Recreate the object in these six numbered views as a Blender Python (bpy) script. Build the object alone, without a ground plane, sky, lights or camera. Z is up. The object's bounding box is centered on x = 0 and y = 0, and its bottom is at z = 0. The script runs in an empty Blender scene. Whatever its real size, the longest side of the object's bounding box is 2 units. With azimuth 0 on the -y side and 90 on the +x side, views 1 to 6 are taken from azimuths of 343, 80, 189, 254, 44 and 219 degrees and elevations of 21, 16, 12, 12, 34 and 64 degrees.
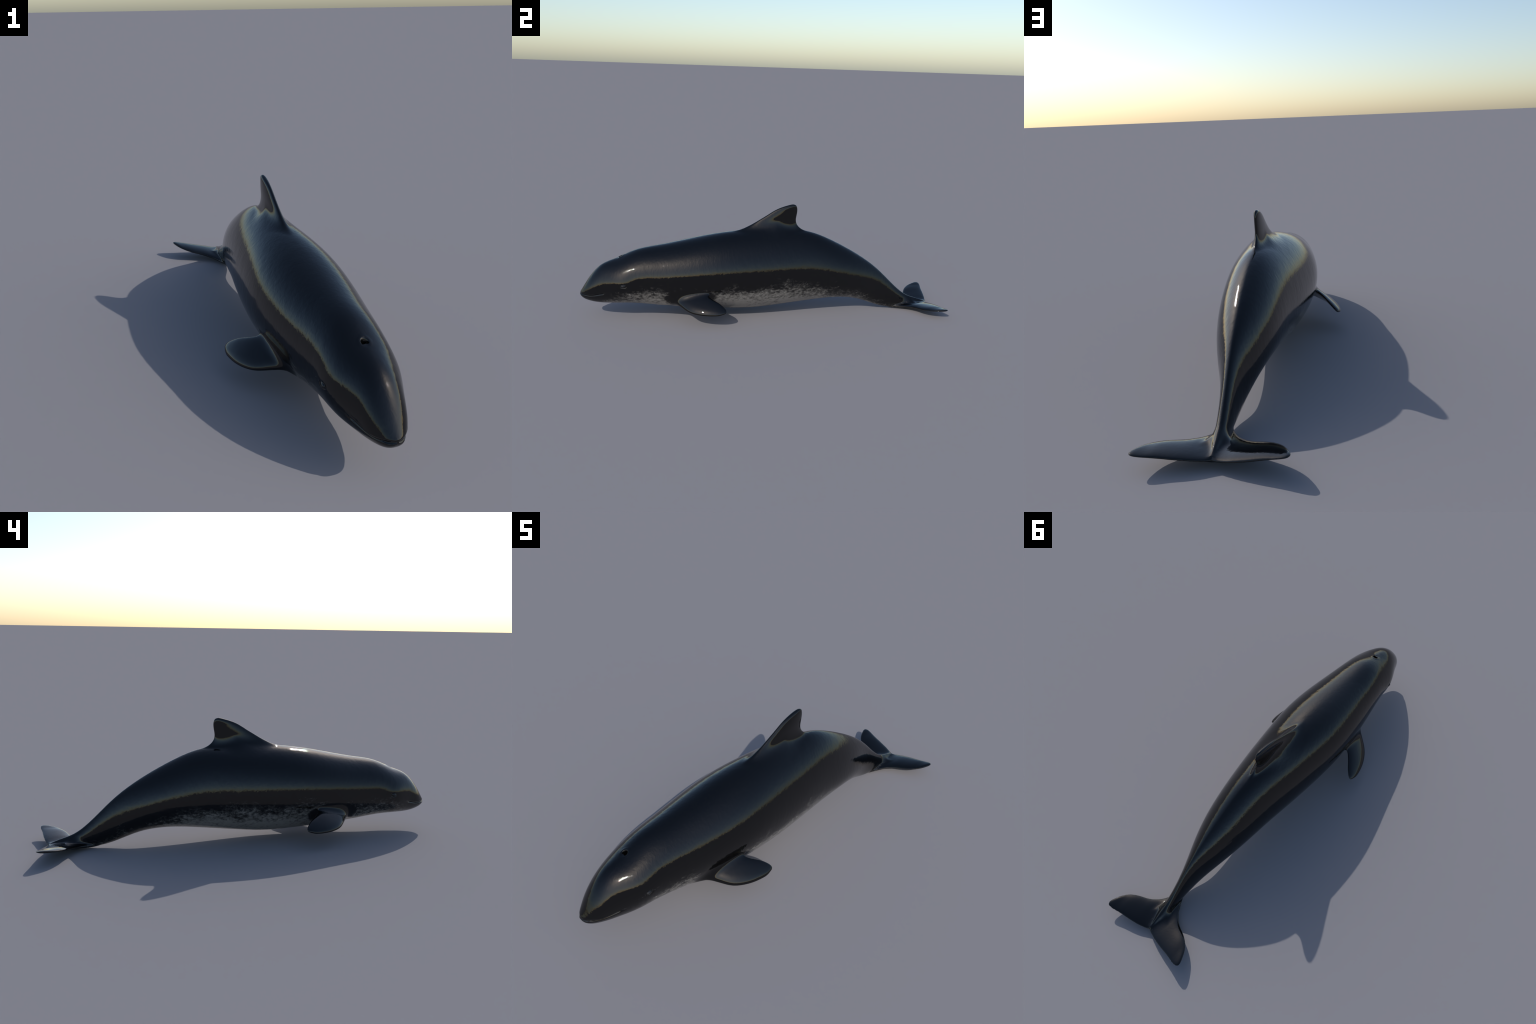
"""Harbour-porpoise-like small whale: one smooth implicit body (spine profile + fins + flukes),
polygonised with surface nets, then split into anatomical parts with shared normals."""
import bpy, numpy as np, math

CX = 0.010            # the animal's plane of symmetry
Y0 = -1.0             # tip of the snout

# ------------------------------------------------------------------ helpers
def natural_spline(xk, yk, x):
    xk = np.asarray(xk, float); yk = np.asarray(yk, float); n = len(xk); h = np.diff(xk)
    A = np.eye(n); r = np.zeros(n)
    for i in range(1, n - 1):
        A[i, i - 1:i + 2] = h[i - 1], 2 * (h[i - 1] + h[i]), h[i]
        r[i] = 6 * ((yk[i + 1] - yk[i]) / h[i] - (yk[i] - yk[i - 1]) / h[i - 1])
    m = np.linalg.solve(A, r)
    i = np.clip(np.searchsorted(xk, x) - 1, 0, n - 2); a = (xk[i + 1] - x) / h[i]; b = (x - xk[i]) / h[i]
    return a * yk[i] + b * yk[i + 1] + ((a**3 - a) * m[i] + (b**3 - b) * m[i + 1]) * h[i]**2 / 6

class Curve:
    """natural cubic spline held as a fine lookup table"""
    def __init__(self, xk, yk, n=3000):
        self.x = np.linspace(xk[0], xk[-1], n); self.y = natural_spline(xk, yk, self.x)
    def __call__(self, x):
        return np.interp(x, self.x, self.y)

def smin(a, b, k):
    h = np.clip(0.5 + 0.5 * (b - a) / k, 0, 1)
    return b + (a - b) * h - k * h * (1 - h)

def smoothstep(a, b, x):
    t = np.clip((x - a) / (b - a), 0, 1); return t * t * (3 - 2 * t)

SWAY = Curve([-1, -.6, -.15, .4, 1], [.0110, .0100, .0085, .0115, .0065])   # midline, very slightly bent

# ------------------------------------------------------------------ torso profile (station y: top, bottom, half width)
STATIONS = [
 (-1.000, .1440, .1440, .000), (-.993, .1544, .1235, .0225), (-.975, .1839, .1085, .040), (-.940, .2366, .0965, .0610),
 (-.880, .2965, .0880, .0837), (-.800, .3310, .0876, .1135), (-.700, .3734, .0834, .1265), (-.570, .3989, .0685, .1460),
 (-.420, .4287, .0550, .1675), (-.250, .4595, .0420, .1780), (-.080, .4740, .0370, .1680), (.080, .4760, .0515, .1515),
 (.240, .4602, .0700, .1310), (.400, .3949, .0815, .1090), (.540, .3155, .0629, .0751), (.660, .2253, .0215, .0400),
 (.760, .1307, .0055, .0250), (.840, .0730, .0085, .0190), (.900, .0520, .0090, .0120), (.945, .0360, .0180, .0070)]
ST = np.array(STATIONS)
Q = lambda y: np.sqrt(np.maximum(y - Y0, 0))
TOP, BOT, WID = (Curve(Q(ST[:, 0]), ST[:, k]) for k in (1, 2, 3))
MID = Curve(Q(np.array([-1, -.7, -.4, 0, .5, .945])), [.40, .468, .485, .458, .40, .477])      # height of the widest line
EXT = Curve(Q(np.array([-1, -.78, -.4, 0, .5, .945])), [1.0, 1.10, 1.03, 1.16, 1.24, 1.0])      # fullness of the back
EXB = Curve(Q(np.array([-1, -.7, -.4, 0, .5, .945])), [.95, .80, .90, .98, .94, 1.0])      # fullness of the belly
MOUTH = Curve([-1.01, -.971, -.941, -.903, -.863, -.84], [.1435, .1415, .141, .1485, .160, .166])
EYE = np.array([.1205, -.7675, .2085])
BLOW = np.array([0., -.780, .340])

def torso(X, Y, Z):
    q = Q(np.minimum(Y, ST[-1, 0])); T, B, W = TOP(q), BOT(q), np.maximum(WID(q), 1e-5)
    zc = B + (T - B) * MID(q); dz = Z - zc
    up = dz > 0
    H = np.maximum(np.where(up, T - zc, zc - B), 1e-5); e = np.where(up, EXT(q), EXB(q))
    c = np.abs(dz) / H; s = np.abs(X) / W
    # superellipse-like section: x = W sin^e, z = H cos
    rho = np.sqrt(c * c + np.power(s + 1e-9, 2 / e))
    rho = np.maximum(rho, 1e-3)
    rad = np.sqrt(X * X + dz * dz)
    f = np.where(rho > .3, rad * (1 - 1 / rho), -.01)
    over = np.maximum(np.maximum(Y - ST[-1, 0], Y0 - Y), 0)
    return np.where(over > 0, np.sqrt(np.maximum(f, 0)**2 + over**2), f)

def wing(S, C, N, lead, trail, thick, end, fat=.38):
    """foil: span S, chord C (lead < trail), normal N; half-ellipses joined at the thickest line"""
    over = np.maximum(S - end, 0); s = np.minimum(S, end - 1e-5)
    a, b, t = lead(s), trail(s), np.maximum(thick(s), 1e-4)
    m = a + (b - a) * fat; d = C - m
    L = np.maximum(np.where(d < 0, m - a, b - m), 1e-4)
    rho = np.maximum(np.sqrt((d / L)**2 + (N / t)**2), 1e-3)
    f = np.where(rho > .25, np.sqrt(d * d + N * N) * (1 - 1 / rho), -.004)
    return np.where(over > 0, np.sqrt(np.maximum(f, 0)**2 + over**2), f)

class Foil:
    """tables with a rounded tip: parameter runs in sqrt(end - s)"""
    def __init__(self, rows):
        r = np.array(rows); self.end = r[-1, 0]; u = np.sqrt(self.end - r[:, 0])[::-1]
        self.c = [Curve(u, r[::-1, k]) for k in (1, 2, 3)]
    def fn(self, k):
        return lambda s: self.c[k](np.sqrt(np.maximum(self.end - s, 0)))
    def __call__(self, S, C, N, fat):
        return wing(S, C, N, self.fn(0), self.fn(1), self.fn(2), self.end, fat)

# height: leading edge, trailing edge, half thickness
DORSAL = Foil([(.38, -.11, .19, .019), (.44, -.090, .174, .0185), (.480, -.076, .164, .0178), (.505, -.060, .1585, .0170), (.53, -.037, .1570, .0160),
               (.556, .000, .1605, .0146), (.58, .038, .163, .0128), (.598, .078, .1605, .0112), (.608, .110, .155, .0082), (.6135, .138, .138, .0)])
# distance from the midline: leading edge, trailing edge, half thickness
FLUKE = Foil([(.0, .755, .938, .0105), (.02, .768, .957, .0110), (.045, .801, .9705, .0120), (.07, .829, .9765, .0125), (.10, .852, .982, .0122), (.13, .866, .986, .0118), (.16, .881, .9905, .0105),
              (.185, .900, .996, .008), (.205, .925, .999, .007), (.219, .953, .9975, .0055), (.2285, .984, .984, .0)])
# span: leading edge, trailing edge, half thickness
FLIPPER = Foil([(-.10, -.040, .060, .020), (-.065, -.048, .063, .019), (0., -.0630, .0590, .0155), (.045, -.0605, .0545, .0138), (.092, -.0485, .0465, .0122), (.125, -.0350, .0420, .0105),
                (.155, -.0185, .0335, .0082), (.17, -.004, .0265, .006), (.180, .012, .012, .0)])
FN = np.array([.668, -.276, .691]); FN /= np.linalg.norm(FN)
FB = np.array([0, 1, 0]) - FN[1] * FN; FB /= np.linalg.norm(FB)
FA = np.cross(FB, FN)
FS = .5 * FA + .866 * FB; FC = -.866 * FA + .5 * FB
FO = np.array([.16, -.40, .12]) + FN * .0148

def fluke_mid(X):
    ax = np.abs(X)
    return .0250 + .165 * (np.sqrt(ax * ax + .0004) - .02) - .033 * X * smoothstep(0, .2, ax)

def parts(X, Y, Z):
    body = torso(X, Y, Z)
    far = np.full_like(body, .5)
    def sub(mask, fun):
        o = far.copy()
        if mask.any(): o[mask] = fun(mask)
        return o
    dorsal = sub((Z > .36) & (Y > -.32) & (Y < .4), lambda m: DORSAL(Z[m], Y[m], X[m], .50))
    fluke = sub((Y > .66) & (Z < .25), lambda m: FLUKE(np.abs(X[m]), Y[m], Z[m] - fluke_mid(X[m]) - .075 * (Y[m] - .935), .45))
    def flip(m):
        a = np.abs(X[m]); reach = np.where(X[m] > 0, .93, .80)      # the left flipper is spread a little wider
        d = [a - (1 - reach) * .02 * np.log1p(np.exp((a - .15) / .02)) - FO[0], Y[m] - FO[1], Z[m] - FO[2]]
        dot = lambda v: d[0] * v[0] + d[1] * v[1] + d[2] * v[2]
        s = dot(FS); return FLIPPER(s, dot(FC), dot(FN) + .9 * (s - .03)**2 - .004, .36)
    flipper = sub((Y > -.62) & (Y < -.15) & (Z < .3) & (np.abs(X) > .05), flip)
    return body, dorsal, fluke, flipper

def features(X, Y, Z):
    """mouth groove, eye sockets and blowhole as offsets of the body field"""
    o = np.zeros_like(X)
    m = Y < -.70
    if m.any():
        x, y, z = np.abs(X[m]), Y[m], Z[m]; v = np.zeros_like(x)
        d = z - MOUTH(y); w = 1 - smoothstep(-.885, -.85, y)
        v += w * .0060 * np.exp(-(d / .0042)**2)
        v += w * .0030 * smoothstep(.002, -.004, d) * smoothstep(-.06, -.01, d) * (1 - smoothstep(-.95, -.88, y))   # lower lip set back
        v -= w * .0008 * smoothstep(-.985, -.95, y) * np.exp(-((d - .0075) / .0045)**2)                      # upper lip roll
        ey, ez = (y - EYE[1]) / .0185, (z - EYE[2]) / .0115
        r = np.sqrt(ey**2 + ez**2); side = x > .06
        v += side * (.0026 * np.exp(-((r - .80) / .17)**2) - .0026 * np.exp(-(((y - EYE[1]) / .045)**2 + ((z - EYE[2]) / .040)**2)))
        # blowhole: crescent dent, hollow side to the front
        bx, by = x, y - BLOW[1]; top = z > .28
        ring = np.sqrt(bx**2 + (by + .004)**2)
        hole = np.exp(-(ring / .0105)**6) * smoothstep(-.009, -.003, by + .3 * bx)
        v += top * (.018 * hole + .0025 * np.exp(-((bx / .014)**2 + ((by + .016) / .010)**2)) - .0010 * np.exp(-((ring - .017) / .006)**2))
        o[m] = v
    return o

def field(P, want_parts=False):
    X, Y, Z = P[:, 0] - SWAY(P[:, 1]), P[:, 1], P[:, 2]
    b, d, f, l = parts(X, Y, Z)
    g = smin(smin(smin(b, d, .060 + .055 * smoothstep(.06, -.12, Y)), f, .048), l, .035) + features(X, Y, Z)
    return (g, b, d, f, l) if want_parts else g

# ------------------------------------------------------------------ surface nets on a graded grid
def graded(segments):
    out = [segments[0][0]]
    for a, b, h in segments:
        n = max(1, round((b - a) / h)); out += list(np.linspace(a, b, n + 1)[1:])
    return np.array(out)

gx = graded([(-.300, -.045, .004), (-.045, .059, .0025), (.059, .314, .004)])
gy = graded([(-1.010, -.740, .0025), (-.740, .780, .005), (.780, 1.010, .0035)])
gz = graded([(-.012, .120, .003), (.120, .180, .0015), (.180, .370, .003), (.370, .625, .004)])

def evaluate_grid():
    nx, ny, nz = len(gx), len(gy), len(gz)
    F = np.full((nx, ny, nz), 1.0, np.float32)
    s = 8
    ix, iy, iz = (np.arange(0, n, s) for n in (nx, ny, nz))
    c = lambda g, i: g[np.minimum(i + s // 2, len(g) - 1)]
    A = np.stack(np.meshgrid(c(gx, ix), c(gy, iy), c(gz, iz), indexing='ij'), -1)
    fc = field(A.reshape(-1, 3)).reshape(A.shape[:3])
    F[:] = np.repeat(np.repeat(np.repeat(np.sign(fc), s, 0), s, 1), s, 2)[:nx, :ny, :nz]
    near = np.argwhere(np.abs(fc) < .06)
    oz = np.arange(s)
    for k in range(0, len(near), 4000):
        b = near[k:k + 4000] * s
        I = (b[:, 0, None] + oz)[:, :, None, None] + np.zeros((1, 1, s, s), int)
        J = (b[:, 1, None] + oz)[:, None, :, None] + np.zeros((1, s, 1, s), int)
        K = (b[:, 2, None] + oz)[:, None, None, :] + np.zeros((1, s, s, 1), int)
        I, J, K = I.ravel(), J.ravel(), K.ravel(); ok = (I < nx) & (J < ny) & (K < nz); I, J, K = I[ok], J[ok], K[ok]
        F[I, J, K] = field(np.stack([gx[I], gy[J], gz[K]], -1))
    return F

def surface_nets(F):
    ins = F < 0
    nx, ny, nz = F.shape
    cnt = np.zeros((nx - 1, ny - 1, nz - 1), np.int8)
    corners = [(i, j, k) for i in (0, 1) for j in (0, 1) for k in (0, 1)]
    for i, j, k in corners: cnt += ins[i:nx - 1 + i, j:ny - 1 + j, k:nz - 1 + k]
    cells = np.argwhere((cnt > 0) & (cnt < 8))
    idx = np.full(cnt.shape, -1, np.int32); idx[tuple(cells.T)] = np.arange(len(cells))
    acc = np.zeros((len(cells), 3)); num = np.zeros(len(cells)); G = (gx, gy, gz)
    val = {c: F[cells[:, 0] + c[0], cells[:, 1] + c[1], cells[:, 2] + c[2]].astype(float) for c in corners}
    pos = {c: np.stack([G[a][cells[:, a] + c[a]] for a in range(3)], -1) for c in corners}
    for a in corners:
        for b in corners:
            if sum(abs(a[i] - b[i]) for i in range(3)) == 1 and a < b:
                va, vb = val[a], val[b]; cr = (va < 0) != (vb < 0)
                t = np.where(cr, va / np.where(cr, va - vb, 1), 0)
                acc += np.where(cr[:, None], pos[a] + (pos[b] - pos[a]) * t[:, None], 0); num += cr
    V = acc / num[:, None]
    quads = []
    for ax in range(3):
        u, w = (ax + 1) % 3, (ax + 2) % 3
        sl0 = [slice(None)] * 3; sl1 = [slice(None)] * 3; sl0[ax] = slice(0, -1); sl1[ax] = slice(1, None)
        e = np.argwhere(ins[tuple(sl0)] != ins[tuple(sl1)])
        e = e[(e[:, u] > 0) & (e[:, w] > 0)]
        first = ins[tuple(e.T)]
        def at(du, dw):
            c = e.copy(); c[:, u] -= du; c[:, w] -= dw; return idx[tuple(c.T)]
        q = np.stack([at(1, 1), at(0, 1), at(0, 0), at(1, 0)], -1)
        q[~first] = q[~first][:, ::-1]
        quads.append(q)
    return V, np.concatenate(quads)

def gradient(V, h=4e-4):
    g = np.zeros_like(V)
    for a in range(3):
        d = np.zeros(3); d[a] = h; g[:, a] = (field(V + d) - field(V - d)) / (2 * h)
    return g

def project(V, n=2):
    for _ in range(n):
        g = gradient(V); f = field(V); s = f / np.maximum((g * g).sum(1), .25)
        st = -g * s[:, None]; L = np.linalg.norm(st, axis=1); st *= np.minimum(1, .004 / np.maximum(L, 1e-9))[:, None]
        V = V + st
    return V

F = evaluate_grid()
V, QD = surface_nets(F); del F
edges = np.concatenate([QD[:, [i, (i + 1) % 4]] for i in range(4)]); edges = np.unique(np.sort(edges, 1), axis=0)
deg = np.bincount(edges.ravel(), minlength=len(V)).astype(float)
def relax(V, t):
    A = np.zeros_like(V)
    for a in range(3):
        A[:, a] = np.bincount(edges[:, 0], V[edges[:, 1], a], len(V)) + np.bincount(edges[:, 1], V[edges[:, 0], a], len(V))
    return V + t * (A / deg[:, None] - V)
V = project(V, 2)
for _ in range(3):
    V = project(relax(V, .6), 1)
V = project(V, 2)
NRM = gradient(V, 8e-4); NRM /= np.linalg.norm(NRM, axis=1)[:, None]
print('mesh', len(V), len(QD), V.min(0), V.max(0))

# ------------------------------------------------------------------ materials
class Nodes:
    def __init__(self, name):
        self.mat = bpy.data.materials.new(name); self.mat.use_nodes = True
        self.t = self.mat.node_tree; self.t.nodes.clear()
        self.out = self.add('ShaderNodeOutputMaterial'); self.bsdf = self.add('ShaderNodeBsdfPrincipled')
        self.t.links.new(self.bsdf.outputs[0], self.out.inputs[0])
    def add(self, kind, **kw):
        n = self.t.nodes.new(kind)
        for k, v in kw.items(): setattr(n, k, v)
        return n
    def put(self, sock, v):
        if isinstance(v, (int, float, tuple, list)): sock.default_value = v
        else: self.t.links.new(v, sock)
    def math(self, op, a, b=0., c=0., clamp=False):
        n = self.add('ShaderNodeMath', operation=op, use_clamp=clamp)
        for s, v in zip(n.inputs, (a, b, c)): self.put(s, v)
        return n.outputs[0]
    def noise(self, vec, scale, detail=3., rough=.5, stretch=(1, 1, 1), dist=0.):
        m = self.add('ShaderNodeMapping'); self.put(m.inputs['Vector'], vec); m.inputs['Scale'].default_value = stretch
        n = self.add('ShaderNodeTexNoise'); self.put(n.inputs['Vector'], m.outputs[0])
        n.inputs['Scale'].default_value = scale; n.inputs['Detail'].default_value = detail
        n.inputs['Roughness'].default_value = rough; n.inputs['Distortion'].default_value = dist
        return n.outputs[0]
    def ramp(self, v, stops):
        r = self.add('ShaderNodeValToRGB'); self.put(r.inputs[0], v); e = r.color_ramp.elements
        while len(e) < len(stops): e.new(.5)
        for el, (p, c) in zip(e, stops): el.position = p; el.color = (*c, 1) if len(c) == 3 else c
        return r.outputs[0]
    def curve(self, v, lo, hi, pts):
        """piecewise height curve: input lo..hi mapped to 0..1"""
        mr = self.add('ShaderNodeMapRange'); self.put(mr.inputs[0], v); mr.inputs[1].default_value = lo; mr.inputs[2].default_value = hi
        n = self.add('ShaderNodeFloatCurve'); self.put(n.inputs['Value'], mr.outputs[0]); c = n.mapping.curves[0]
        pts = [((a - lo) / (hi - lo), b) for a, b in pts]
        while len(c.points) < len(pts): c.points.new(.5, .5)
        for p, (a, b) in zip(c.points, pts): p.location = (a, b)
        n.mapping.update(); return n.outputs[0]
    def mix(self, f, a, b):
        n = self.add('ShaderNodeMix', data_type='RGBA'); self.put(n.inputs[0], f)
        self.put(n.inputs[6], a); self.put(n.inputs[7], b); return n.outputs[2]

DARK = (.0045, .0047, .0052, 1)
PALE = (.30, .28, .26, 1)

def skin(belly=True):
    M = Nodes('wet_skin' if belly else 'wet_dark_skin')
    co = M.add('ShaderNodeTexCoord').outputs['Object']
    sep = M.add('ShaderNodeSeparateXYZ'); M.put(sep.inputs[0], co)
    x, y, z = sep.outputs
    dark = M.mix(M.noise(co, 9, 4), (.0010, .0010, .0010, 1), (.0020, .0019, .0018, 1))
    if belly:
        # upper border of the pale belly along the body, z metres / 0.3
        zb = M.curve(y, -1, 1, [(-1, .0), (-.93, .12), (-.86, .36), (-.80, .46), (-.70, .53), (-.58, .55), (-.50, .52), (-.42, .56), (-.30, .60), (-.1, .61),
                                (.1, .63), (.25, .56), (.38, .47), (.50, .36), (.60, .23), (.70, .08), (.76, .0), (1, .0)])
        zb = M.math('MULTIPLY', zb, .3)
        d = M.math('SUBTRACT', zb, z)                                  # > 0 inside the pale belly
        n1 = M.noise(co, 22, 6, .66, (1, .40, 1), .5)
        n2 = M.noise(co, 90, 4, .65, (1, .6, 1), .4)
        n3 = M.noise(co, 6, 2, .5)
        grain = M.math('ADD', M.math('MULTIPLY', M.math('SUBTRACT', n1, .5), 1.25), M.math('MULTIPLY', M.math('SUBTRACT', n2, .5), 1.35))
        grain = M.math('ADD', grain, M.math('MULTIPLY', M.math('SUBTRACT', n3, .5), .5))
        s = M.math('MINIMUM', M.math('MULTIPLY_ADD', d, 7.0, .05), .64)
        s = M.math('ADD', s, grain)
        # dark halo round the flipper roots
        ax = M.math('ABSOLUTE', M.math('SUBTRACT', x, CX))
        hy = M.math('MULTIPLY', M.math('ADD', y, .42), 1 / .135)
        hz = M.math('MULTIPLY', M.math('SUBTRACT', z, .135), 1 / .062)
        hal = M.math('SQRT', M.math('ADD', M.math('MULTIPLY', hy, hy), M.math('MULTIPLY', hz, hz)))
        hal = M.math('MULTIPLY', M.math('SUBTRACT', 1.05, hal, clamp=True), 3.0)
        hal = M.math('MULTIPLY', hal, M.math('GREATER_THAN', ax, .07))
        s = M.math('SUBTRACT', s, hal)
        mask = M.ramp(s, [(.04, (0, 0, 0)), (.56, (1, 1, 1))])
        faint = M.math('MULTIPLY', M.ramp(M.math('ADD', s, .24), [(.10, (0, 0, 0)), (.55, (1, 1, 1))]), .22)
        mask = M.math('MAXIMUM', mask, faint)
        pale = M.mix(M.noise(co, 30, 4, .6), (.165, .156, .142, 1), (.235, .222, .205, 1))
        col = M.mix(mask, dark, pale)
    else:
        col = dark
    M.put(M.bsdf.inputs['Base Color'], col)
    M.bsdf.inputs['Roughness'].default_value = .015
    M.bsdf.inputs['IOR'].default_value = 1.5
    # fine fibres running round the body, plus a little soft waviness
    b1 = M.noise(co, 78, 4, .55, (1, 1, .34), .5)
    b2 = M.noise(co, 22, 3, .55, (1, 1, .6))
    h = M.math('ADD', M.math('MULTIPLY', b1, .38), M.math('MULTIPLY', b2, .62))
    bump = M.add('ShaderNodeBump'); bump.inputs['Strength'].default_value = 1.; bump.inputs['Distance'].default_value = .0014 if belly else .0006
    M.put(bump.inputs['Height'], h); M.put(M.bsdf.inputs['Normal'], bump.outputs[0])
    return M.mat

def plain(name, col, rough, ior=1.5):
    M = Nodes(name); co = M.add('ShaderNodeTexCoord').outputs['Object']
    M.put(M.bsdf.inputs['Base Color'], M.mix(M.noise(co, 60), tuple(c * .8 for c in col) + (1,), tuple(c * 1.2 for c in col) + (1,)))
    M.bsdf.inputs['Roughness'].default_value = rough; M.bsdf.inputs['IOR'].default_value = ior
    return M.mat

SKIN, DARKSKIN = skin(True), skin(False)
EYEMAT = plain('dark_wet_eye', (.012, .012, .013), .04)

# ------------------------------------------------------------------ split into anatomical parts
root = bpy.data.objects.new('porpoise', None); bpy.context.collection.objects.link(root)
root['label'] = 'glossy dark porpoise with pale mottled belly and small fin'
root['category'] = 'porpoise'

C = V[QD].mean(1)
_, fb, fd, ff, fl = field(C, True)
side = C[:, 0] > CX
region = np.select([(fl < fb - .004), (ff < fb - .002) & (C[:, 1] > .78), (fd < fb - .012) & (C[:, 2] > .47),
                    (C[:, 1] < -.715), C[:, 1] > .47], [1, 2, 3, 4, 5], 6)
jaw = (region == 4) & (C[:, 1] < -.855) & (C[:, 2] < MOUTH(C[:, 1]))
region[jaw] = 7

def make(name, sel, mat):
    q = QD[sel]; used, inv = np.unique(q, return_inverse=True); q = inv.reshape(-1, 4)
    me = bpy.data.meshes.new(name)
    me.vertices.add(len(used)); me.vertices.foreach_set('co', V[used].astype(np.float32).ravel())
    me.loops.add(q.size); me.loops.foreach_set('vertex_index', q.astype(np.int32).ravel())
    me.polygons.add(len(q)); me.polygons.foreach_set('loop_start', np.arange(0, q.size, 4, dtype=np.int32))
    me.update(calc_edges=True); me.validate()
    me.polygons.foreach_set('use_smooth', np.ones(len(me.polygons), bool))
    if len(me.vertices) == len(used):
        me.normals_split_custom_set_from_vertices([tuple(n) for n in NRM[used]])
    me.materials.append(mat)
    ob = bpy.data.objects.new(name, me); bpy.context.collection.objects.link(ob); ob.parent = root
    return ob

make('head', region == 4, SKIN); make('lower_jaw', region == 7, SKIN)
make('torso', region == 6, SKIN); make('tail', region == 5, SKIN)
make('dorsal_fin', region == 3, DARKSKIN)
for s in (True, False):
    make('flipper', (region == 1) & (side == s), DARKSKIN)
    make('fluke', (region == 2) & (side == s), DARKSKIN)

# ------------------------------------------------------------------ eyes
def eyeball():
    me = bpy.data.meshes.new('eye'); n, m = 32, 16
    vs = [(math.cos(a) * math.sin(b), math.sin(a) * math.sin(b), math.cos(b)) for b in np.linspace(.001, math.pi - .001, m) for a in np.linspace(0, 2 * math.pi, n, endpoint=False)]
    fs = [(i * n + j, (i + 1) * n + j, (i + 1) * n + (j + 1) % n, i * n + (j + 1) % n) for i in range(m - 1) for j in range(n)]
    fs += [tuple(range(n)), tuple(reversed(range((m - 1) * n, m * n)))]
    me.from_pydata(vs, [], fs); me.update()
    me.polygons.foreach_set('use_smooth', np.ones(len(me.polygons), bool)); me.materials.append(EYEMAT); return me
em = eyeball()
for s in (1, -1):
    p = np.array([CX + s * EYE[0], EYE[1], EYE[2]])
    # settle the ball on the skin
    P = project(p[None], 12)[0]; n = gradient(P[None])[0]; n /= np.linalg.norm(n)
    ob = bpy.data.objects.new('eye', em); bpy.context.collection.objects.link(ob); ob.parent = root
    ob.location = P - n * .0058; ob.scale = (.0085, .0135, .0085)
    ob.rotation_euler = (0, 0, s * .25)
